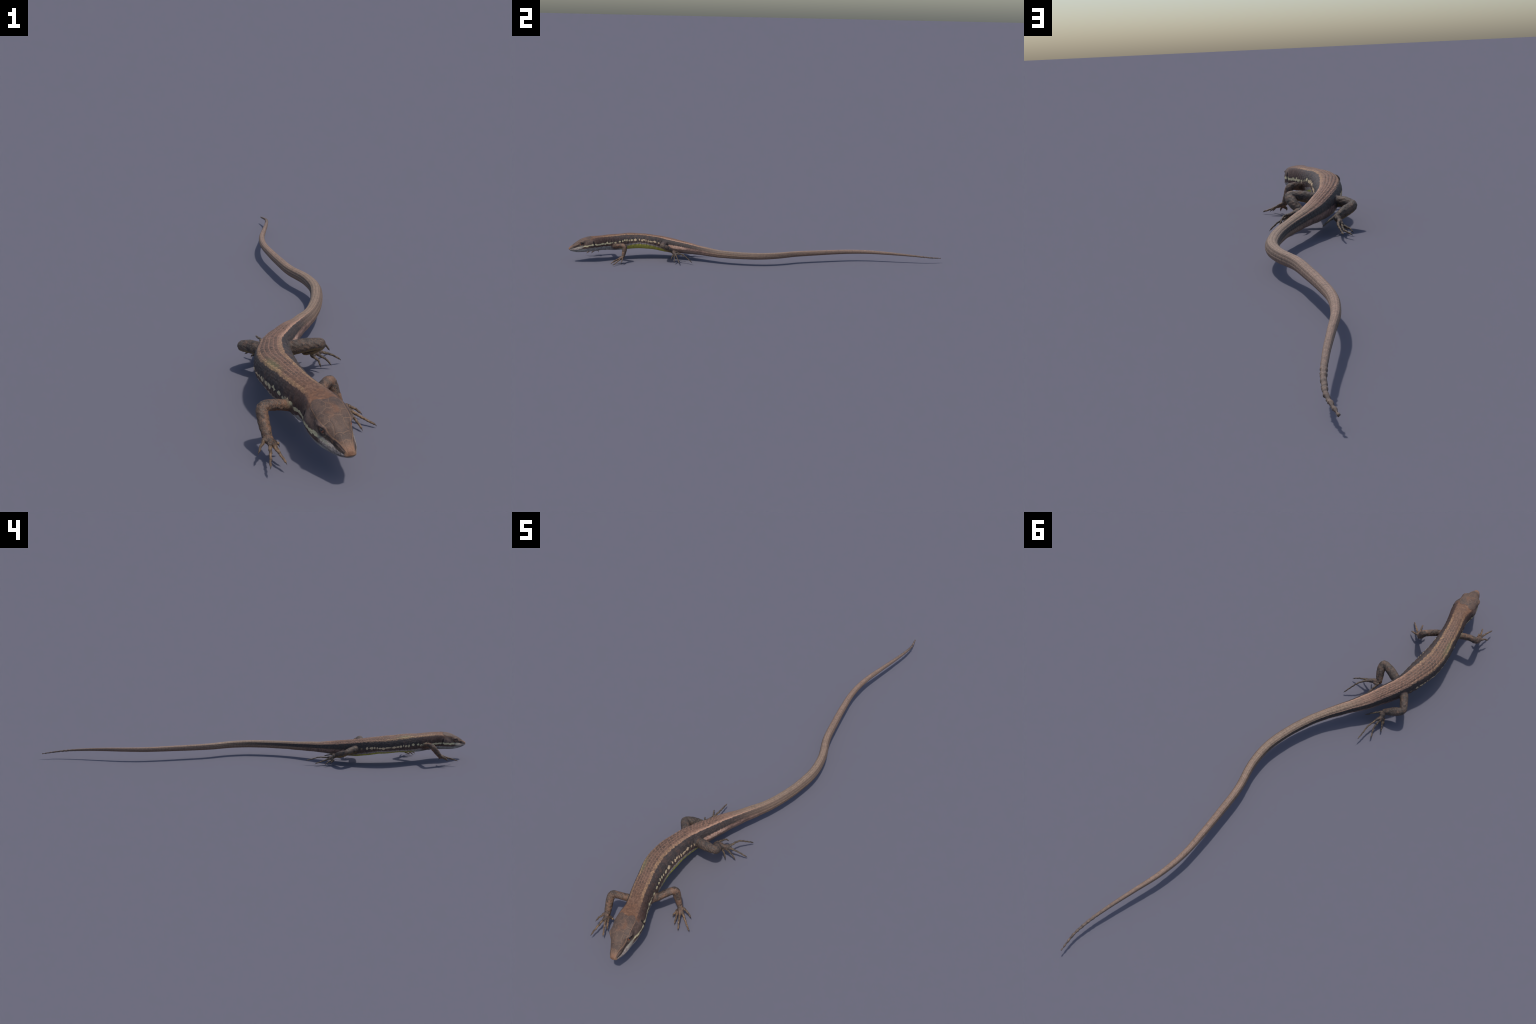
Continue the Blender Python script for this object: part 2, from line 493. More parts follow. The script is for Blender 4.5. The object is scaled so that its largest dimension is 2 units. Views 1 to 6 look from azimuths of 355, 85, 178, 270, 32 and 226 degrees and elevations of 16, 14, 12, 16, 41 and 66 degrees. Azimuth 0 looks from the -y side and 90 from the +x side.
# ---------------------------------------------------------------- node helpers
class Nodes:
    def __init__(self, name):
        self.mat = bpy.data.materials.new(name)
        self.mat.use_nodes = True
        self.t = self.mat.node_tree
        self.t.nodes.clear()
        self.out = self.t.nodes.new('ShaderNodeOutputMaterial')
        self.bsdf = self.t.nodes.new('ShaderNodeBsdfPrincipled')
        self.t.links.new(self.bsdf.outputs[0], self.out.inputs[0])
        self.obj = self.t.nodes.new('ShaderNodeTexCoord').outputs['Object']

    def put(self, socket, val):
        if isinstance(val, bpy.types.NodeSocket):
            self.t.links.new(val, socket)
        else:
            socket.default_value = val

    def m(self, op, a, b=None, c=None, clamp=False):
        n = self.t.nodes.new('ShaderNodeMath'); n.operation = op; n.use_clamp = clamp
        for i, x in enumerate((a, b, c)):
            if x is not None:
                self.put(n.inputs[i], x)
        return n.outputs[0]

    def add(self, a, b): return self.m('ADD', a, b)
    def sub(self, a, b): return self.m('SUBTRACT', a, b)
    def mul(self, *xs):
        r = xs[0]
        for x in xs[1:]:
            r = self.m('MULTIPLY', r, x)
        return r
    def mx(self, a, b): return self.m('MAXIMUM', a, b)
    def mn(self, a, b): return self.m('MINIMUM', a, b)
    def inv(self, a): return self.m('SUBTRACT', 1.0, a)

    def step(self, x, a, b, lo=0.0, hi=1.0):
        n = self.t.nodes.new('ShaderNodeMapRange'); n.interpolation_type = 'SMOOTHSTEP'
        self.put(n.inputs[0], x); n.inputs[1].default_value = a; n.inputs[2].default_value = b
        n.inputs[3].default_value = lo; n.inputs[4].default_value = hi
        return n.outputs[0]

    def band(self, x, a, b, soft):
        return self.mul(self.step(x, a - soft, a + soft), self.step(x, b - soft, b + soft, 1.0, 0.0))

    def bump_at(self, x, centre, width):
        """1 at the centre, 0 at +-width."""
        return self.step(self.m('ABSOLUTE', self.sub(x, centre)), 0.0, width, 1.0, 0.0)

    def curve(self, x, ty, tv, lo, hi, n=72):
        """lookup of a table along the body, as a Float Curve."""
        c = self.t.nodes.new('ShaderNodeFloatCurve')
        self.put(c.inputs[1], self.m('MULTIPLY_ADD', x, .5, .5))
        cm = c.mapping; cv = cm.curves[0]
        ys = np.linspace(-1, 1, n); vs = (np.interp(ys, ty, tv) - lo) / (hi - lo)
        for i, (a, b) in enumerate(zip(ys * .5 + .5, vs)):
            if i < 1:
                cv.points[0].location = (a, b)
            elif i == n - 1:
                cv.points[-1].location = (a, b)
            else:
                cv.points.new(a, b)
        cm.update()
        return self.m('MULTIPLY_ADD', c.outputs[0], hi - lo, lo)

    def mix(self, f, a, b):
        n = self.t.nodes.new('ShaderNodeMix'); n.data_type = 'RGBA'
        self.put(n.inputs[0], f)
        for s, x in ((6, a), (7, b)):
            self.put(n.inputs[s], (*x, 1) if isinstance(x, tuple) else x)
        return n.outputs[2]

    def noise(self, vec, scale, detail=3, rough=.55, dist=0):
        n = self.t.nodes.new('ShaderNodeTexNoise')
        self.put(n.inputs['Vector'], vec); n.inputs['Scale'].default_value = scale
        n.inputs['Detail'].default_value = detail; n.inputs['Roughness'].default_value = rough
        n.inputs['Distortion'].default_value = dist
        return n.outputs[0]

    def voro(self, vec, scale, feature='F1', rand=1.0):
        n = self.t.nodes.new('ShaderNodeTexVoronoi'); n.feature = feature
        self.put(n.inputs['Vector'], vec); n.inputs['Scale'].default_value = scale
        n.inputs['Randomness'].default_value = rand
        return n.outputs[0]

    def vec(self, x, y, z=0.0):
        n = self.t.nodes.new('ShaderNodeCombineXYZ')
        for i, q in enumerate((x, y, z)):
            self.put(n.inputs[i], q)
        return n.outputs[0]

    def white(self, vec):
        n = self.t.nodes.new('ShaderNodeTexWhiteNoise'); self.put(n.inputs['Vector'], vec)
        return n.outputs[0]

    def bump(self, h, strength, dist):
        n = self.t.nodes.new('ShaderNodeBump'); n.inputs['Strength'].default_value = strength
        n.inputs['Distance'].default_value = dist
        self.put(n.inputs['Height'], h)
        return n.outputs[0]

    def finish(self, col, rough, normal=None, spec=.3):
        self.put(self.bsdf.inputs['Base Color'], col)
        self.put(self.bsdf.inputs['Roughness'], rough)
        self.bsdf.inputs['Specular IOR Level'].default_value = spec
        if normal is not None:
            self.put(self.bsdf.inputs['Normal'], normal)
        return self.mat


def srgb(r, g, b):
    f = lambda c: c / 12.92 if c <= .04045 else ((c + .055) / 1.055) ** 2.4
    return tuple(f(c / 255) for c in (r, g, b))


JOINTS = [((.006, -.754, .076), .035, (srgb(106, 82, 68), srgb(80, 66, 58))),
          ((-.064, -.802, .080), .038, (srgb(106, 82, 68), srgb(80, 66, 58))),
          ((-.014, -.497, .074), .026, (srgb(66, 61, 58), srgb(82, 75, 68))),
          ((-.088, -.466, .066), .026, (srgb(66, 61, 58), srgb(82, 75, 68)))]


# ---------------------------------------------------------------- skin of head, neck, torso and tail
def body_material():
    k = Nodes('lizard_skin')
    s = k.t.nodes.new('ShaderNodeSeparateXYZ'); k.t.links.new(k.obj, s.inputs[0])
    X, Y, Z = s.outputs
    # coordinates along and around the winding, twisting body
    stn = Y
    for _ in range(2):
        m = k.curve(stn, TY, TM, -.7, .9)
        dx = k.sub(X, k.curve(stn, TY, TX, -.1, .15)); dy = k.sub(Y, stn)
        stn = k.add(stn, k.m('DIVIDE', k.add(dy, k.mul(m, dx)), k.add(1.0, k.mul(m, m))))
    m = k.curve(stn, TY, TM, -.7, .9)
    dx = k.sub(X, k.curve(stn, TY, TX, -.1, .15)); dy = k.sub(Y, stn)
    n = k.m('SQRT', k.add(1.0, k.mul(m, m)))
    lat0 = k.m('DIVIDE', k.sub(dx, k.mul(m, dy)), n)
    along = k.add(k.curve(stn, TY, TS, 0, 2.4), k.m('DIVIDE', k.add(dy, k.mul(m, dx)), n))
    w = k.curve(stn, TY, TW, 0, .05); h = k.curve(stn, TY, TH, 0, .05)
    u0 = k.m('DIVIDE', lat0, w)
    v0 = k.m('DIVIDE', k.sub(Z, k.curve(stn, TY, TZ, 0, .12)), h)
    around = k.sub(k.mul(k.m('ARCTAN2', u0, v0), 1 / math.pi), k.curve(stn, TY, TT, -.1, .1))
    around = k.sub(k.m('FLOORED_MODULO', k.add(around, 1.0), 2.0), 1.0)
    rr = k.m('SQRT', k.add(k.mul(u0, u0), k.mul(v0, v0)))
    u = k.mul(rr, k.m('SINE', k.mul(around, math.pi))); v = k.mul(rr, k.m('COSINE', k.mul(around, math.pi)))
    lat = k.mul(u, w); alat = k.m('ABSOLUTE', lat)
    a = k.m('ABSOLUTE', around)
    left = k.step(u, -.1, .1)

    big = k.noise(k.obj, 16, 3)
    med = k.noise(k.obj, 60, 3)
    fine = k.noise(k.obj, 280, 3, .6)
    streak = k.noise(k.vec(k.mul(along, 170), k.mul(around, 10)), 1.0, 3)
    scalelet = k.voro(k.vec(k.mul(along, 170), k.mul(around, 22)), 1.0)
    jag = k.mul(k.sub(k.noise(k.vec(k.mul(along, 110), k.mul(around, 4)), 1.0, 2), .5), .085)
    ar = k.add(a, jag)                       # serrated borders
    tb = k.step(stn, -.56, -.44)             # 1 behind the hips

    # scale cells of the back
    R = k.mul(around, 1 / ROW_TORSO); row = k.m('FLOOR', R)
    p = k.sub(k.sub(R, row), .5)
    ap = k.m('ABSOLUTE', p)
    def warped(rw):
        w1 = k.mul(.0016, k.m('SINE', k.add(k.mul(along, 83.0), k.mul(rw, 2.1))))
        w2 = k.mul(.0012, k.m('SINE', k.add(k.mul(along, 211.0), k.mul(rw, 4.7))))
        return k.add(along, k.add(w1, w2))
    J = k.add(k.add(k.mul(warped(row), 1 / LEN_TORSO), k.mul(.5, k.m('FLOORED_MODULO', row, 2.0))), k.mul(.75, ap))
    q = k.m('FRACT', J)
    cell = k.white(k.vec(row, k.m('FLOOR', J), 3.0))
    rim = k.mx(k.step(q, .66, .95), k.step(ap, .30, .5))
    # tail cells
    R2 = k.mul(around, 1 / ROW_TAIL); row2 = k.m('FLOOR', R2)
    p2 = k.m('ABSOLUTE', k.sub(k.sub(R2, row2), .5))
    J2 = k.mul(warped(row2), 1 / LEN_TAIL)
    q2 = k.m('FRACT', J2)
    cell2 = k.white(k.vec(row2, k.m('FLOOR', J2), 8.0))

    # --- back
    back = k.mix(k.step(stn, -.88, -.72), srgb(127, 90, 67), srgb(124, 95, 79))
    back = k.mix(k.step(stn, -.66, -.44), back, srgb(140, 106, 90))
    back = k.mix(k.mul(k.step(big, .42, .7), .45), back, srgb(108, 86, 74))
    on_back = k.mul(k.step(stn, -.86, -.76), k.step(stn, -.42, -.34, 1, 0))
    back = k.mix(k.mul(k.inv(rim), on_back, k.m('MULTIPLY_ADD', cell, .55, .22)), back, srgb(72, 62, 55))
    back = k.mix(k.mul(rim, k.m('MULTIPLY_ADD', med, .9, .05), on_back), back, srgb(164, 124, 102))
    back = k.mix(k.mul(k.step(med, .5, .72), .45), back, srgb(90, 70, 60))
    back = k.mix(k.mul(k.step(streak, .52, .75), .35), back, srgb(148, 112, 88))
    neck_g = k.mul(k.step(stn, -.80, -.74, 1, 0), k.step(scalelet, .35, .75))
    back = k.mix(k.mul(neck_g, .45), back, srgb(84, 62, 50))
    # olive flush on one side of the back
    olive = k.mul(k.bump_at(stn, -.695, .050), k.bump_at(around, -.155, .13))
    back = k.mix(k.mul(olive, .7), back, srgb(122, 120, 84))
    # --- tail
    tail = k.mix(k.step(stn, -.30, -.05), srgb(152, 128, 107), srgb(156, 133, 114))
    tail = k.mix(k.step(stn, .0, .35), tail, srgb(158, 130, 113))
    tail = k.mix(k.step(stn, .60, .95), tail, srgb(116, 102, 94))
    tail = k.mix(k.mul(cell2, .35), tail, srgb(124, 106, 92))
    tail = k.mix(k.mul(k.white(k.vec(row2, 5.0, 1.0)), .45), tail, srgb(122, 100, 86))
    tail = k.mix(k.mul(k.step(streak, .50, .72), .40), tail, srgb(168, 144, 124))
    tail = k.mix(k.mul(k.step(p2, .38, .49), .48), tail, srgb(88, 74, 66))
    tail = k.mix(k.mul(k.step(q2, .80, .99), .16), tail, srgb(98, 80, 70))
    flank = k.mul(k.band(a, .24, .46, .02), k.mx(k.step(stn, .1, .6, .9, .35), 0.0))
    tail = k.mix(k.mul(flank, .75), tail, k.mix(left, srgb(84, 72, 67), srgb(104, 86, 76)))  # right flank tinted darker: stripe plus shade of the side away from the sun
    tail = k.mix(k.mul(k.step(a, .46, .56), .55), tail, srgb(126, 100, 84))
    tail = k.mix(k.mul(k.step(med, .50, .75), .35), tail, srgb(112, 94, 84))
    ring = k.mul(k.step(stn, .84, .92), k.step(k.noise(k.vec(k.mul(along, 70), 0.0), 1.0, 2), .45, .6))
    tail = k.mix(k.mul(ring, .7), tail, srgb(76, 68, 64))
    tail_f = k.step(k.add(stn, k.mul(k.sub(med, .5), .12)), -.42, -.24)
    col = k.mix(tail_f, back, tail)

    # --- pale line between back and side
    shift = k.mul(tb, .020)
    arl = k.sub(ar, shift)
    line = k.mul(k.band(arl, .150, .208, .016), k.step(stn, -.86, -.79), k.step(stn, -.36, -.16, 1, 0))
    line_c = k.mix(k.step(stn, -.66, -.45), srgb(184, 146, 108), srgb(190, 148, 124))
    col = k.mix(k.mul(line, k.m('MULTIPLY_ADD', rim, .45, k.m('MULTIPLY_ADD', cell, .35, k.m('MULTIPLY_ADD', tb, .22, .18)))), col, line_c)

    # --- dark side band
    side = k.mix(k.step(stn, -.84, -.72), srgb(76, 55, 48), srgb(62, 55, 54))
    side = k.mix(k.mul(k.step(streak, .45, .75), .6), side, srgb(46, 43, 45))
    side = k.mix(k.mul(k.step(med, .50, .72), .55), side, srgb(92, 68, 58))
    side = k.mix(k.mul(k.step(scalelet, .1, .6, 1, 0), .22), side, srgb(104, 92, 88))
    fade = k.add(k.mul(left, k.step(stn, -.36, -.20, 1, 0)), k.mul(k.inv(left), k.step(stn, -.20, .15, 1, 0)))  # band painted further back on the right, where shade deepens the stripe
    sidem = k.mul(k.step(arl, .202, .222), fade, k.step(stn, -.90, -.87))
    sidem = k.mul(sidem, k.mx(k.step(stn, -.40, -.36, 1, 0), k.step(ar, .43, .47, 1, 0)))
    col = k.mix(sidem, col, side)
    # --- lower side: reddish brown, pinkish at the tail base
    lower = k.mix(k.step(streak, .40, .65), srgb(94, 72, 63), srgb(66, 56, 54))
    base_c = k.mix(k.step(med, .42, .62), srgb(152, 120, 108), srgb(110, 86, 78))
    base_c = k.mix(k.mul(k.step(scalelet, .2, .7), .3), base_c, srgb(88, 68, 62))
    lower = k.mix(k.step(stn, -.48, -.44), lower, base_c)
    low_at = k.mix(tb, srgb(0, 0, 0), srgb(0, 0, 0))
    lm = k.mul(k.step(k.sub(ar, k.mul(tb, -.015)), .478, .505), k.step(stn, -.34, -.18, 1, 0), k.step(stn, -.80, -.77))
    col = k.mix(lm, col, lower)
    pink = k.mul(k.step(k.m('ABSOLUTE', k.add(stn, .425)), .02, .075, 1, 0), k.band(ar, .458, .595, .022), left)
    col = k.mix(k.mul(pink, .95), col, k.mix(k.step(streak, .44, .66), srgb(222, 182, 160), srgb(184, 138, 118)))

    # --- belly
    belly = k.mix(k.step(stn, -.76, -.70), srgb(160, 162, 160), srgb(188, 180, 78))
    belly = k.mix(k.step(stn, -.50, -.44), belly, srgb(128, 108, 98))
    edge = k.mix(tb, srgb(166, 152, 142), srgb(128, 106, 96))
    edge = k.mix(k.mul(k.step(streak, .45, .6), .5), edge, srgb(118, 98, 90))
    dip = k.mul(k.bump_at(stn, -.61, .12), .045)
    arb = k.add(k.add(a, k.mul(jag, .6)), dip)
    bl = k.mul(k.step(arb, .612, .635), k.step(stn, -.36, -.22, 1, 0))
    col = k.mix(bl, col, k.mix(k.step(k.add(arb, k.mul(k.sub(streak, .5), .04)), .675, .705), edge, belly))

    # --- cream stripe of the neck breaking up into spots along the side
    cream = k.mix(k.step(stn, -.76, -.62), srgb(214, 200, 158), srgb(218, 188, 150))
    cream = k.mix(k.step(streak, .45, .7, 0.0, .4), cream, srgb(160, 150, 120))
    # rhombic spots, each with its own size and height; the stripe of the neck is whole
    sp = k.add(k.mul(along, 1 / .0160), k.mul(left, .37))
    sp = k.add(sp, k.mul(.45, k.m('SINE', k.m('MULTIPLY_ADD', left, 1.7, k.mul(along, 57.0)))))
    si = k.m('FLOOR', sp); sf = k.m('ABSOLUTE', k.sub(k.sub(sp, si), .5))
    r1 = k.white(k.vec(si, left, 1.0)); r2 = k.white(k.vec(si, left, 2.0))
    whole = k.step(stn, -.80, -.765, 1, 0)
    c0 = k.add(k.step(stn, -.84, -.70, .517, .466), k.mul(k.sub(r1, .5), .044))
    half = k.mul(k.step(stn, -.84, -.76, .040, .056), k.m('MULTIPLY_ADD', k.white(k.vec(si, left, 6.0)), .5, .65))
    reach = k.m('MULTIPLY_ADD', r2, .60, .34)
    dd = k.add(k.m('DIVIDE', k.add(k.m('ABSOLUTE', k.sub(a, c0)), k.mul(jag, .7)), half),
               k.mul(k.m('DIVIDE', k.m('POWER', sf, 1.5), k.mul(reach, reach)), k.inv(whole), 1.15))
    strip = k.mul(k.step(dd, .80, 1.0, 1, 0), k.step(stn, -.515, -.50, 1, 0))
    head_on = k.step(k.sub(along, k.mul(v, .02)), .070, .076)

    # --- throat and neck underside
    throat = k.mix(k.step(med, .4, .7), srgb(164, 160, 154), srgb(134, 131, 129))
    tm = k.mul(k.step(ar, .615, .64), k.step(stn, -.80, -.765, 1, 0))
    col = k.mix(tm, col, throat)
    under = k.mul(k.band(ar, .55, .622, .012), k.step(stn, -.78, -.74, 1, 0))
    col = k.mix(k.mul(under, .9), col, srgb(84, 60, 52))

    # --- head: crown shields
    f1 = f2 = None
    for (s0, l0, stt, wt) in SHIELDS:
        ds = k.mul(k.sub(along, s0), 1 / stt); dl = k.sub(alat, l0)
        d = k.sub(k.m('SQRT', k.add(k.mul(ds, ds), k.mul(dl, dl))), wt)
        if f1 is None:
            f1, f2 = d, 9.0
        else:
            f2 = k.mn(f2, k.mx(f1, d)); f1 = k.mn(f1, d)
    wob = k.mul(k.sub(med, .5), .0012)
    seam = k.step(k.add(k.sub(f2, f1), wob), .0001, .0016, 1, 0)
    crown_c = k.mix(k.step(med, .40, .65), srgb(100, 81, 70), srgb(84, 70, 63))
    crown_c = k.mix(k.mul(k.step(fine, .50, .72), .45), crown_c, srgb(116, 84, 66))
    crown_c = k.mix(k.step(along, .006, .024, .7, 0), crown_c, srgb(142, 108, 86))
    crown_c = k.mix(k.mul(k.step(big, .54, .70), .5), crown_c, srgb(138, 92, 64))
    crown_c = k.mix(k.mul(seam, k.m('MULTIPLY_ADD', med, .9, -.08)), crown_c, srgb(150, 116, 92))
    half_w = k.curve(k.m('MULTIPLY_ADD', along, 2 / .13, -1.0), CROWN_S * 2 / .13 - 1, CROWN_W, 0, .04, 40)
    back_at = k.m('MULTIPLY_ADD', k.step(alat, .003, .018), .0065, .1165)
    inside = k.mn(k.sub(half_w, alat), k.sub(back_at, along))
    top = k.step(v, 0.0, .1)
    crown_m = k.mul(k.step(inside, -.0004, .0004), top)
    # cheeks and temples
    is_head = k.step(stn, -.885, -.86, 1, 0)
    headcol = k.mix(k.step(med, .42, .68), srgb(104, 85, 76), srgb(80, 64, 58))
    headcol = k.mix(k.mul(k.step(scalelet, .1, .5, 1, 0), .25), headcol, srgb(112, 92, 84))
    # dark band from nostril to eye
    lore = k.mul(k.band(v, .16, .52, .05), k.step(along, .062, .07, 1, 0))
    headcol = k.mix(k.mul(lore, .85), headcol, srgb(54, 46, 42))
    # pale lips, base colour greyed down for the shade they lie in
    lipc = k.mix(k.step(fine, .40, .64), srgb(164, 151, 143), srgb(118, 108, 103))
    lipm = k.mul(k.step(k.add(v, k.mul(k.sub(med, .5), .2)), .10, .20, 1, 0), k.step(along, .058, .072, 1, 0))
    headcol = k.mix(lipm, headcol, lipc)
    low_m = k.mul(k.band(a, .535, .60, .012), k.step(along, .066, .076))
    headcol = k.mix(k.mul(low_m, .85), headcol, srgb(84, 64, 58))
    headcol = k.mix(k.step(a, .615, .655), headcol, throat)
    mv = k.curve(k.m('MULTIPLY_ADD', along, 20.0, -1.0), MOUTH_S * 20 - 1, MOUTH_V, -1, 0, 40)
    mouth = k.mul(k.step(k.mul(k.m('ABSOLUTE', k.sub(v, mv)), h), .0003, .0011, 1, 0), k.step(along, .070, .080, 1, 0))
    headcol = k.mix(k.mul(mouth, .75), headcol, srgb(58, 52, 52))
    subl = k.mul(k.bump_at(v, .0, .16), k.band(along, .044, .074, .004))
    headcol = k.mix(k.mul(subl, .75), headcol, srgb(176, 172, 150))
    # rim of the crown over cheek and snout
    canth = k.mul(k.bump_at(inside, .0004, .0011), k.step(along, .110, .122, 1, 0), top)
    # ring round the eye
    ez = k.add(k.mul(left, EYES[0][2]), k.mul(k.inv(left), EYES[1][2]))
    edx = k.mul(k.sub(along, EYE_S), .78); edz = k.sub(Z, ez)
    er = k.m('SQRT', k.add(k.mul(edx, edx), k.mul(edz, edz)))
    out = k.step(alat, .016, .02)
    headcol = k.mix(k.mul(k.step(er, .0075, .0098, 1, 0), out), headcol, srgb(58, 46, 42))
    headcol = k.mix(k.mul(k.bump_at(er, .0108, .0018), out, k.step(edz, -.004, .004, 1, 0), .35), headcol, srgb(150, 132, 108))
    nose = k.mul(k.step(along, .0035, .0065, 1, 0), k.step(k.sub(v, mv), -.02, .06))
    headcol = k.mix(k.mul(nose, .85), headcol, srgb(146, 112, 88))
    headcol = k.mix(crown_m, headcol, crown_c)
    headcol = k.mix(k.mul(canth, k.m('MULTIPLY_ADD', med, .9, .0)), headcol, srgb(166, 124, 92))
    region = k.mx(k.mul(is_head, k.inv(k.mul(k.step(v, .60, .66), k.step(along, .112, .116)))), crown_m)
    col = k.mix(region, col, headcol)
    # stripe over head and neck
    col = k.mix(k.mul(strip, head_on), col, cream)
    # ear
    ev_ = k.sub(along, k.m('MULTIPLY_ADD', v, -.010, ear_s))
    earm = k.mul(k.step(k.m('ABSOLUTE', ev_), .0018, .0048, 1, 0), k.step(k.m('ABSOLUTE', k.sub(v, .10)), .30, .46, 1, 0), k.step(k.m('ABSOLUTE', u), .6, .7))
    col = k.mix(k.mul(earm, .95), col, srgb(40, 34, 35))

    # skin over shoulders and hips takes the colour of the limb
    for (jx, jy, jz), rad, jc in JOINTS:
        vm = k.t.nodes.new('ShaderNodeVectorMath'); vm.operation = 'DISTANCE'
        k.put(vm.inputs[0], k.obj); vm.inputs[1].default_value = (jx, jy, jz)
        jd = k.add(vm.outputs['Value'], k.mul(k.sub(med, .5), .016))
        jm = k.mul(k.step(jd, rad * .55, rad, 1, 0), k.mx(k.step(ar, .49, .53), k.step(rr, .98, 1.05)))
        col = k.mix(k.mul(jm, .9), col, k.mix(k.step(med, .4, .65), jc[0], jc[1]))

    # blotches of the single scales
    blot = k.noise(k.obj, 150, 2, .5)
    col = k.mix(k.mul(k.step(blot, .52, .70, 0.0, .26), k.inv(k.mul(crown_m, .6))), col, srgb(64, 52, 46))
    col = k.mix(k.mul(k.step(blot, .46, .32, 0.0, .16), k.step(ar, .20, .24, 1.0, .35), k.inv(k.mul(crown_m, .7))), col, srgb(178, 140, 114))
    # fine dirt and grain everywhere
    grain = k.voro(k.obj, 420)
    col = k.mix(k.mul(k.step(grain, .25, .75), .16), col, srgb(58, 50, 46))
    col = k.mix(k.mul(k.step(fine, .55, .8), .18), col, srgb(176, 154, 134))
    hgt = k.add(k.mul(k.inv(scalelet), .6), k.mul(fine, .7))
    return k.finish(col, k.m('MULTIPLY_ADD', fine, .25, .5), k.bump(hgt, .4, .0014), .28)


def limb_material(name, dark, light, tan, cells, flush):
    k = Nodes(name)
    fine = k.noise(k.obj, 300, 3, .6)
    med = k.noise(k.obj, 70, 3)
    net = k.voro(k.obj, cells, 'DISTANCE_TO_EDGE')
    col = k.mix(k.step(med, .40, .62), dark, light)
    col = k.mix(k.mul(k.step(net, .02, .22, 1, 0), k.step(k.noise(k.obj, 90, 2), .40, .60, .08, .60)), col, tan)
    col = k.mix(k.mul(k.step(k.noise(k.obj, 55, 3), .50, .66), .50), col, tan)
    col = k.mix(k.mul(k.step(k.noise(k.obj, 48, 2), .34, .46, 1, 0), .55), col, srgb(50, 44, 42))
    col = k.mix(k.mul(k.step(fine, .52, .72), .30), col, srgb(150, 136, 122))
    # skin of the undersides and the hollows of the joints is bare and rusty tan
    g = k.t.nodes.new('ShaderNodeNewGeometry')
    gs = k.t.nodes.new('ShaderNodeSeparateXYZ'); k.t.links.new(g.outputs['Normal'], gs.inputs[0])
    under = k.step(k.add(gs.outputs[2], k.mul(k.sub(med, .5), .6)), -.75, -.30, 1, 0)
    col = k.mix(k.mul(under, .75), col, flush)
    h = k.add(k.mul(k.step(net, 0, .2), .8), k.mul(fine, .6))
    return k.finish(col, k.m('MULTIPLY_ADD', fine, .2, .5), k.bump(h, .35, .0012), .3)


def toe_material(name, dark, light, flank):
    k = Nodes(name)
    fine = k.noise(k.obj, 350, 3, .6)
    med = k.noise(k.obj, 120, 2)
    col = k.mix(k.step(med, .38, .64), dark, light)
    col = k.mix(k.mul(k.step(fine, .46, .66), .6), col, flank)
    return k.finish(col, .55, k.bump(fine, .4, .001), .3)


def plain(name, c1, c2, scale, rough, spec=.4):
    k = Nodes(name)
    return k.finish(k.mix(k.step(k.noise(k.obj, scale, 2), .4, .65), c1, c2), rough, None, spec)


def eye_material(axis_centres):
    """orange iris round a dark pupil, on Object coordinates of the eyeball (local +x outward)."""
    k = Nodes('eyeball')
    s = k.t.nodes.new('ShaderNodeSeparateXYZ'); k.t.links.new(k.obj, s.inputs[0])
    y, z = s.outputs[1], s.outputs[2]
    r = k.m('SQRT', k.add(k.mul(y, y), k.mul(z, z)))
    n = k.noise(k.obj, 500, 3)
    iris = k.mix(k.step(n, .4, .65), srgb(158, 88, 54), srgb(104, 58, 40))
    col = k.mix(k.step(r, .0038, .0043), srgb(10, 9, 9), iris)
    col = k.mix(k.step(r, .0056, .0062), col, srgb(44, 32, 28))
    k.bsdf.inputs['Coat Weight'].default_value = .8
    k.bsdf.inputs['Coat Roughness'].default_value = .05
    return k.finish(col, .2, None, .5)


MAT_BODY = body_material()
MAT_FORE = limb_material('forelimb_skin', srgb(66, 58, 53), srgb(90, 75, 65), srgb(134, 99, 77), 230, srgb(138, 96, 66))
MAT_HIND = limb_material('hindlimb_skin', srgb(62, 57, 54), srgb(82, 73, 66), srgb(114, 88, 72), 240, srgb(140, 114, 64))
MAT_FINGER = toe_material('finger_skin', srgb(92, 75, 61), srgb(132, 106, 82), srgb(64, 54, 47))
MAT_TOE = toe_material('toe_skin', srgb(78, 68, 58), srgb(110, 92, 74), srgb(54, 49, 44))
MAT_CLAW = plain('claw_horn', srgb(46, 38, 32), srgb(86, 70, 56), 300, .35)
MAT_EYE = eye_material(None)

# ---------------------------------------------------------------- objects
COL = bpy.context.scene.collection
lizard = bpy.data.objects.new('lizard', None)
lizard['label'] = 'slender brown striped lizard with a very long winding tail'
lizard['category'] = 'lizard'
lizard.empty_display_size = .1
COL.objects.link(lizard)


def part_from_faces(name, face_ids, parent, mat):
    """cut a region out of the one skin; border vertices and normals stay shared."""
    if len(face_ids) == 0:
        return None
    q = QUAD[face_ids]; t = TRI[face_ids]
    used, inv = np.unique(q.ravel(), return_inverse=True)
    q = inv.reshape(-1, 4)
    m = bpy.data.meshes.new(name)
    tot = np.where(t, 3, 4)
    loops = q[np.arange(4)[None, :] < tot[:, None]]
    m.vertices.add(len(used)); m.vertices.foreach_set('co', V[used].astype(np.float32).ravel())
    m.loops.add(len(loops)); m.loops.foreach_set('vertex_index', loops.astype(np.int32))
    m.polygons.add(len(q)); m.polygons.foreach_set('loop_start', np.concatenate([[0], np.cumsum(tot)[:-1]]).astype(np.int32))
    m.update(calc_edges=True)
    m.polygons.foreach_set('use_smooth', np.ones(len(q), bool))
    m.materials.append(mat)
    m.normals_split_custom_set_from_vertices(N1[used].astype(float).tolist())
    o = bpy.data.objects.new(name, m)
    COL.objects.link(o); o.parent = parent
    return o


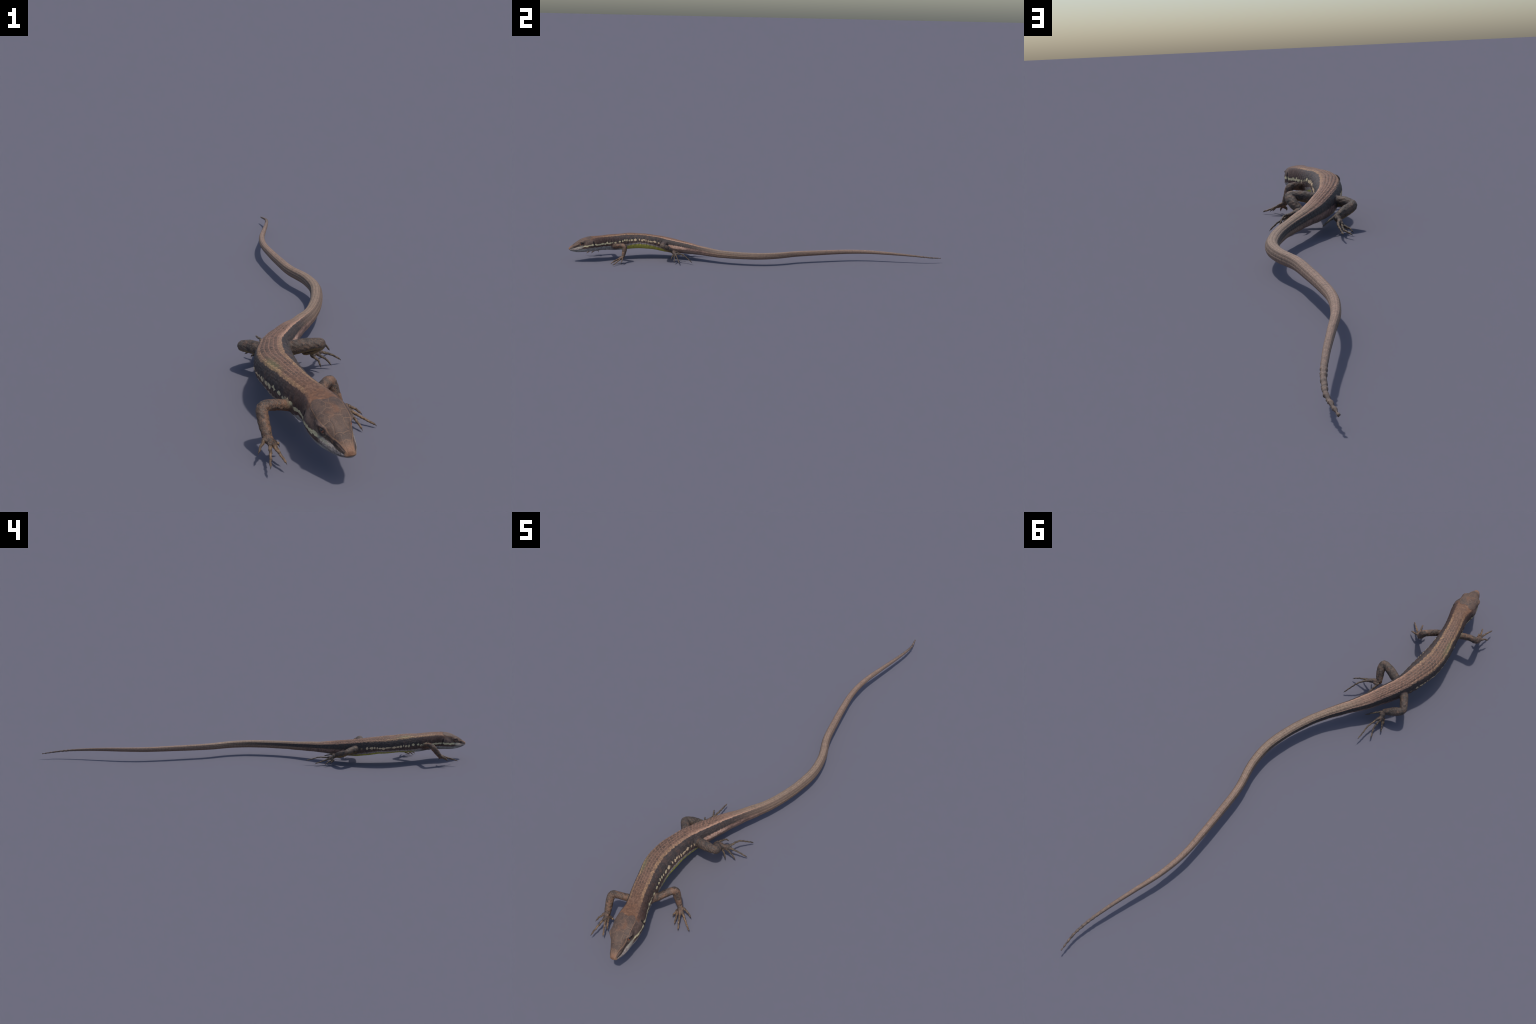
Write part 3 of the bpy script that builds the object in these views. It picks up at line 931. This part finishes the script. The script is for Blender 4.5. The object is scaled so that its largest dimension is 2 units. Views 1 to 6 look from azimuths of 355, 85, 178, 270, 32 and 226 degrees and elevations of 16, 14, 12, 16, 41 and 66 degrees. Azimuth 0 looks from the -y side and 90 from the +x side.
FC = np.where(TRI[:, None], (V[QUAD[:, 0]] + V[QUAD[:, 1]] + V[QUAD[:, 2]]) / 3, V[QUAD].mean(1))
fst, flat, fver, falong, fu, fv, faround = body_frame(FC)
frho = np.sqrt(fu * fu + fv * fv)
region = np.full(NP, '', dtype=object)
region[fst < -.852] = 'head'
region[(fst >= -.852) & (fst < -.795)] = 'neck'
region[(fst >= -.795) & (fst < -.44)] = 'torso'
region[fst >= -.44] = 'tail'
for key, (ch, pal) in limb_samples.items():
    dl = near_chain(FC, ch); dp = near_chain(FC, pal)
    sel = (frho > 1.17) & (np.minimum(dl, dp) < 1.9)
    hand = sel & (dp < dl)
    region[sel] = key
    region[hand] = key + '_end'

head = part_from_faces('head', np.array([], int), lizard, MAT_BODY)
crown_f = (fst < -.85) & (fv > 0) & (crown_inside(falong, flat) > 0)
_, _, fshield = shield_field(falong, flat)
is_head = region == 'head'
head = part_from_faces('head', np.where(is_head & ~crown_f)[0], lizard, MAT_BODY)
for kx, (s0, l0, _, _) in enumerate(SHIELDS):
    for sgn in ((1, -1) if l0 > 0 else (0,)):
        m_ = is_head & crown_f & (fshield == kx)
        if sgn:
            m_ &= (flat * sgn > 0)
        ids = np.where(m_)[0]
        part_from_faces('head_shield', ids, head, MAT_BODY)
neck = part_from_faces('neck', np.where(region == 'neck')[0], lizard, MAT_BODY)
is_t = region == 'torso'
frow = np.floor(faround / ROW_TORSO)
fp = faround / ROW_TORSO - frow - .5
fcol = np.floor((falong + scale_warp(falong, frow, np.sin)) / LEN_TORSO + .5 * np.mod(frow, 2) + .75 * np.abs(fp))
scaled = is_t & (np.abs(faround) < .212) & (fst > -.78)
torso = part_from_faces('torso', np.where(is_t & ~scaled)[0], lizard, MAT_BODY)
ids = np.where(scaled)[0]
code = (frow[ids] + 10) * 1000 + fcol[ids]
order = np.argsort(code, kind='stable')
cuts = np.split(ids[order], np.where(np.diff(code[order]))[0] + 1)
for c in cuts:
    part_from_faces('dorsal_scale', c, torso, MAT_BODY)
tail = part_from_faces('tail', np.where(region == 'tail')[0], lizard, MAT_BODY)


def plain_part(name, verts, faces, parent, mat):
    m = bpy.data.meshes.new(name)
    m.from_pydata([tuple(map(float, p)) for p in verts], [], faces)
    b = bmesh.new(); b.from_mesh(m); bmesh.ops.recalc_face_normals(b, faces=b.faces); b.to_mesh(m); b.free()
    m.polygons.foreach_set('use_smooth', np.ones(len(m.polygons), bool))
    m.materials.append(mat)
    o = bpy.data.objects.new(name, m)
    COL.objects.link(o); o.parent = parent
    return o


for key, L in LIMBS.items():
    fore = key.startswith('fore')
    limb = part_from_faces('forelimb' if fore else 'hindlimb', np.where(region == key)[0], lizard, MAT_FORE if fore else MAT_HIND)
    end = part_from_faces('hand' if fore else 'foot', np.where(region == key + '_end')[0], lizard, MAT_FORE if fore else MAT_HIND)
    for di, dgt in enumerate(L['digits']):
        r0 = .0038 if fore else .0037
        r1 = .0022 if fore else .0020
        n = len(dgt)
        b0 = np.array(dgt[0]); b1 = np.array(dgt[1])
        start = b0 - (b1 - b0) / np.linalg.norm(b1 - b0) * .004
        tip = np.array(dgt[-1]); prev = np.array(dgt[-2])
        dirn = (tip - prev) / np.linalg.norm(tip - prev)
        end_pt = tip - dirn * .0055
        ctrl = [(*start, r0)] + [(*d_, r0 + (r1 - r0) * (i / (n - 1)) ** .6) for i, d_ in enumerate(dgt[:-1])] + [(*end_pt, r1)]
        ch = smooth_chain(ctrl, .0007)
        # knuckles and scale rings
        arc = np.concatenate([[0], np.cumsum(np.linalg.norm(np.diff(ch[:, :3], axis=0), axis=1))])
        ph = RNG.uniform(0, 6)
        ch[:, 3] *= 1 + .10 * np.sin(arc * 2 * np.pi / .0075 + ph) + .06 * np.sin(arc * 2 * np.pi / .0026)
        ch[:, 3] = np.maximum(ch[:, 3], .0015)
        wob = np.stack([np.sin(arc * 2 * np.pi / .017 + ph + j * 2) for j in range(3)], 1) * .0005
        ch[:, :3] += wob
        v_, f_ = tube(ch, 14)
        toe = plain_part('finger' if fore else 'toe', v_, f_, end, MAT_FINGER if fore else MAT_TOE)
        # curved claw
        e = ch[-1, :3]
        down = np.array([0, 0, -1.0])
        cl = [(*(e - dirn * .001), .0014), (*(e + dirn * .0022 + down * .0002), .0012), (*(e + dirn * .0045 + down * .0010), .0007), (*(e + dirn * .0060 + down * .0024), .0002)]
        v_, f_ = tube(smooth_chain(cl, .0006), 8)
        plain_part('claw', v_, f_, end, MAT_CLAW)

# eyes: one mesh, shared
m = bpy.data.meshes.new('eye')
b = bmesh.new(); bmesh.ops.create_uvsphere(b, u_segments=32, v_segments=24, radius=.0075); b.to_mesh(m); b.free()
m.polygons.foreach_set('use_smooth', np.ones(len(m.polygons), bool))
m.materials.append(MAT_EYE)
for e_st, e_lat, e_z in EYES:
    sgn = 1 if e_lat > 0 else -1
    mh = float(np.interp(e_st, TY, TM))
    o = bpy.data.objects.new('eye', m)
    o.location = from_frame(e_st, e_lat - sgn * .0078, e_z)
    o.rotation_euler = (0, -.34, -math.atan(mh) + (0 if sgn > 0 else math.pi) - sgn * .2)
    COL.objects.link(o); o.parent = head
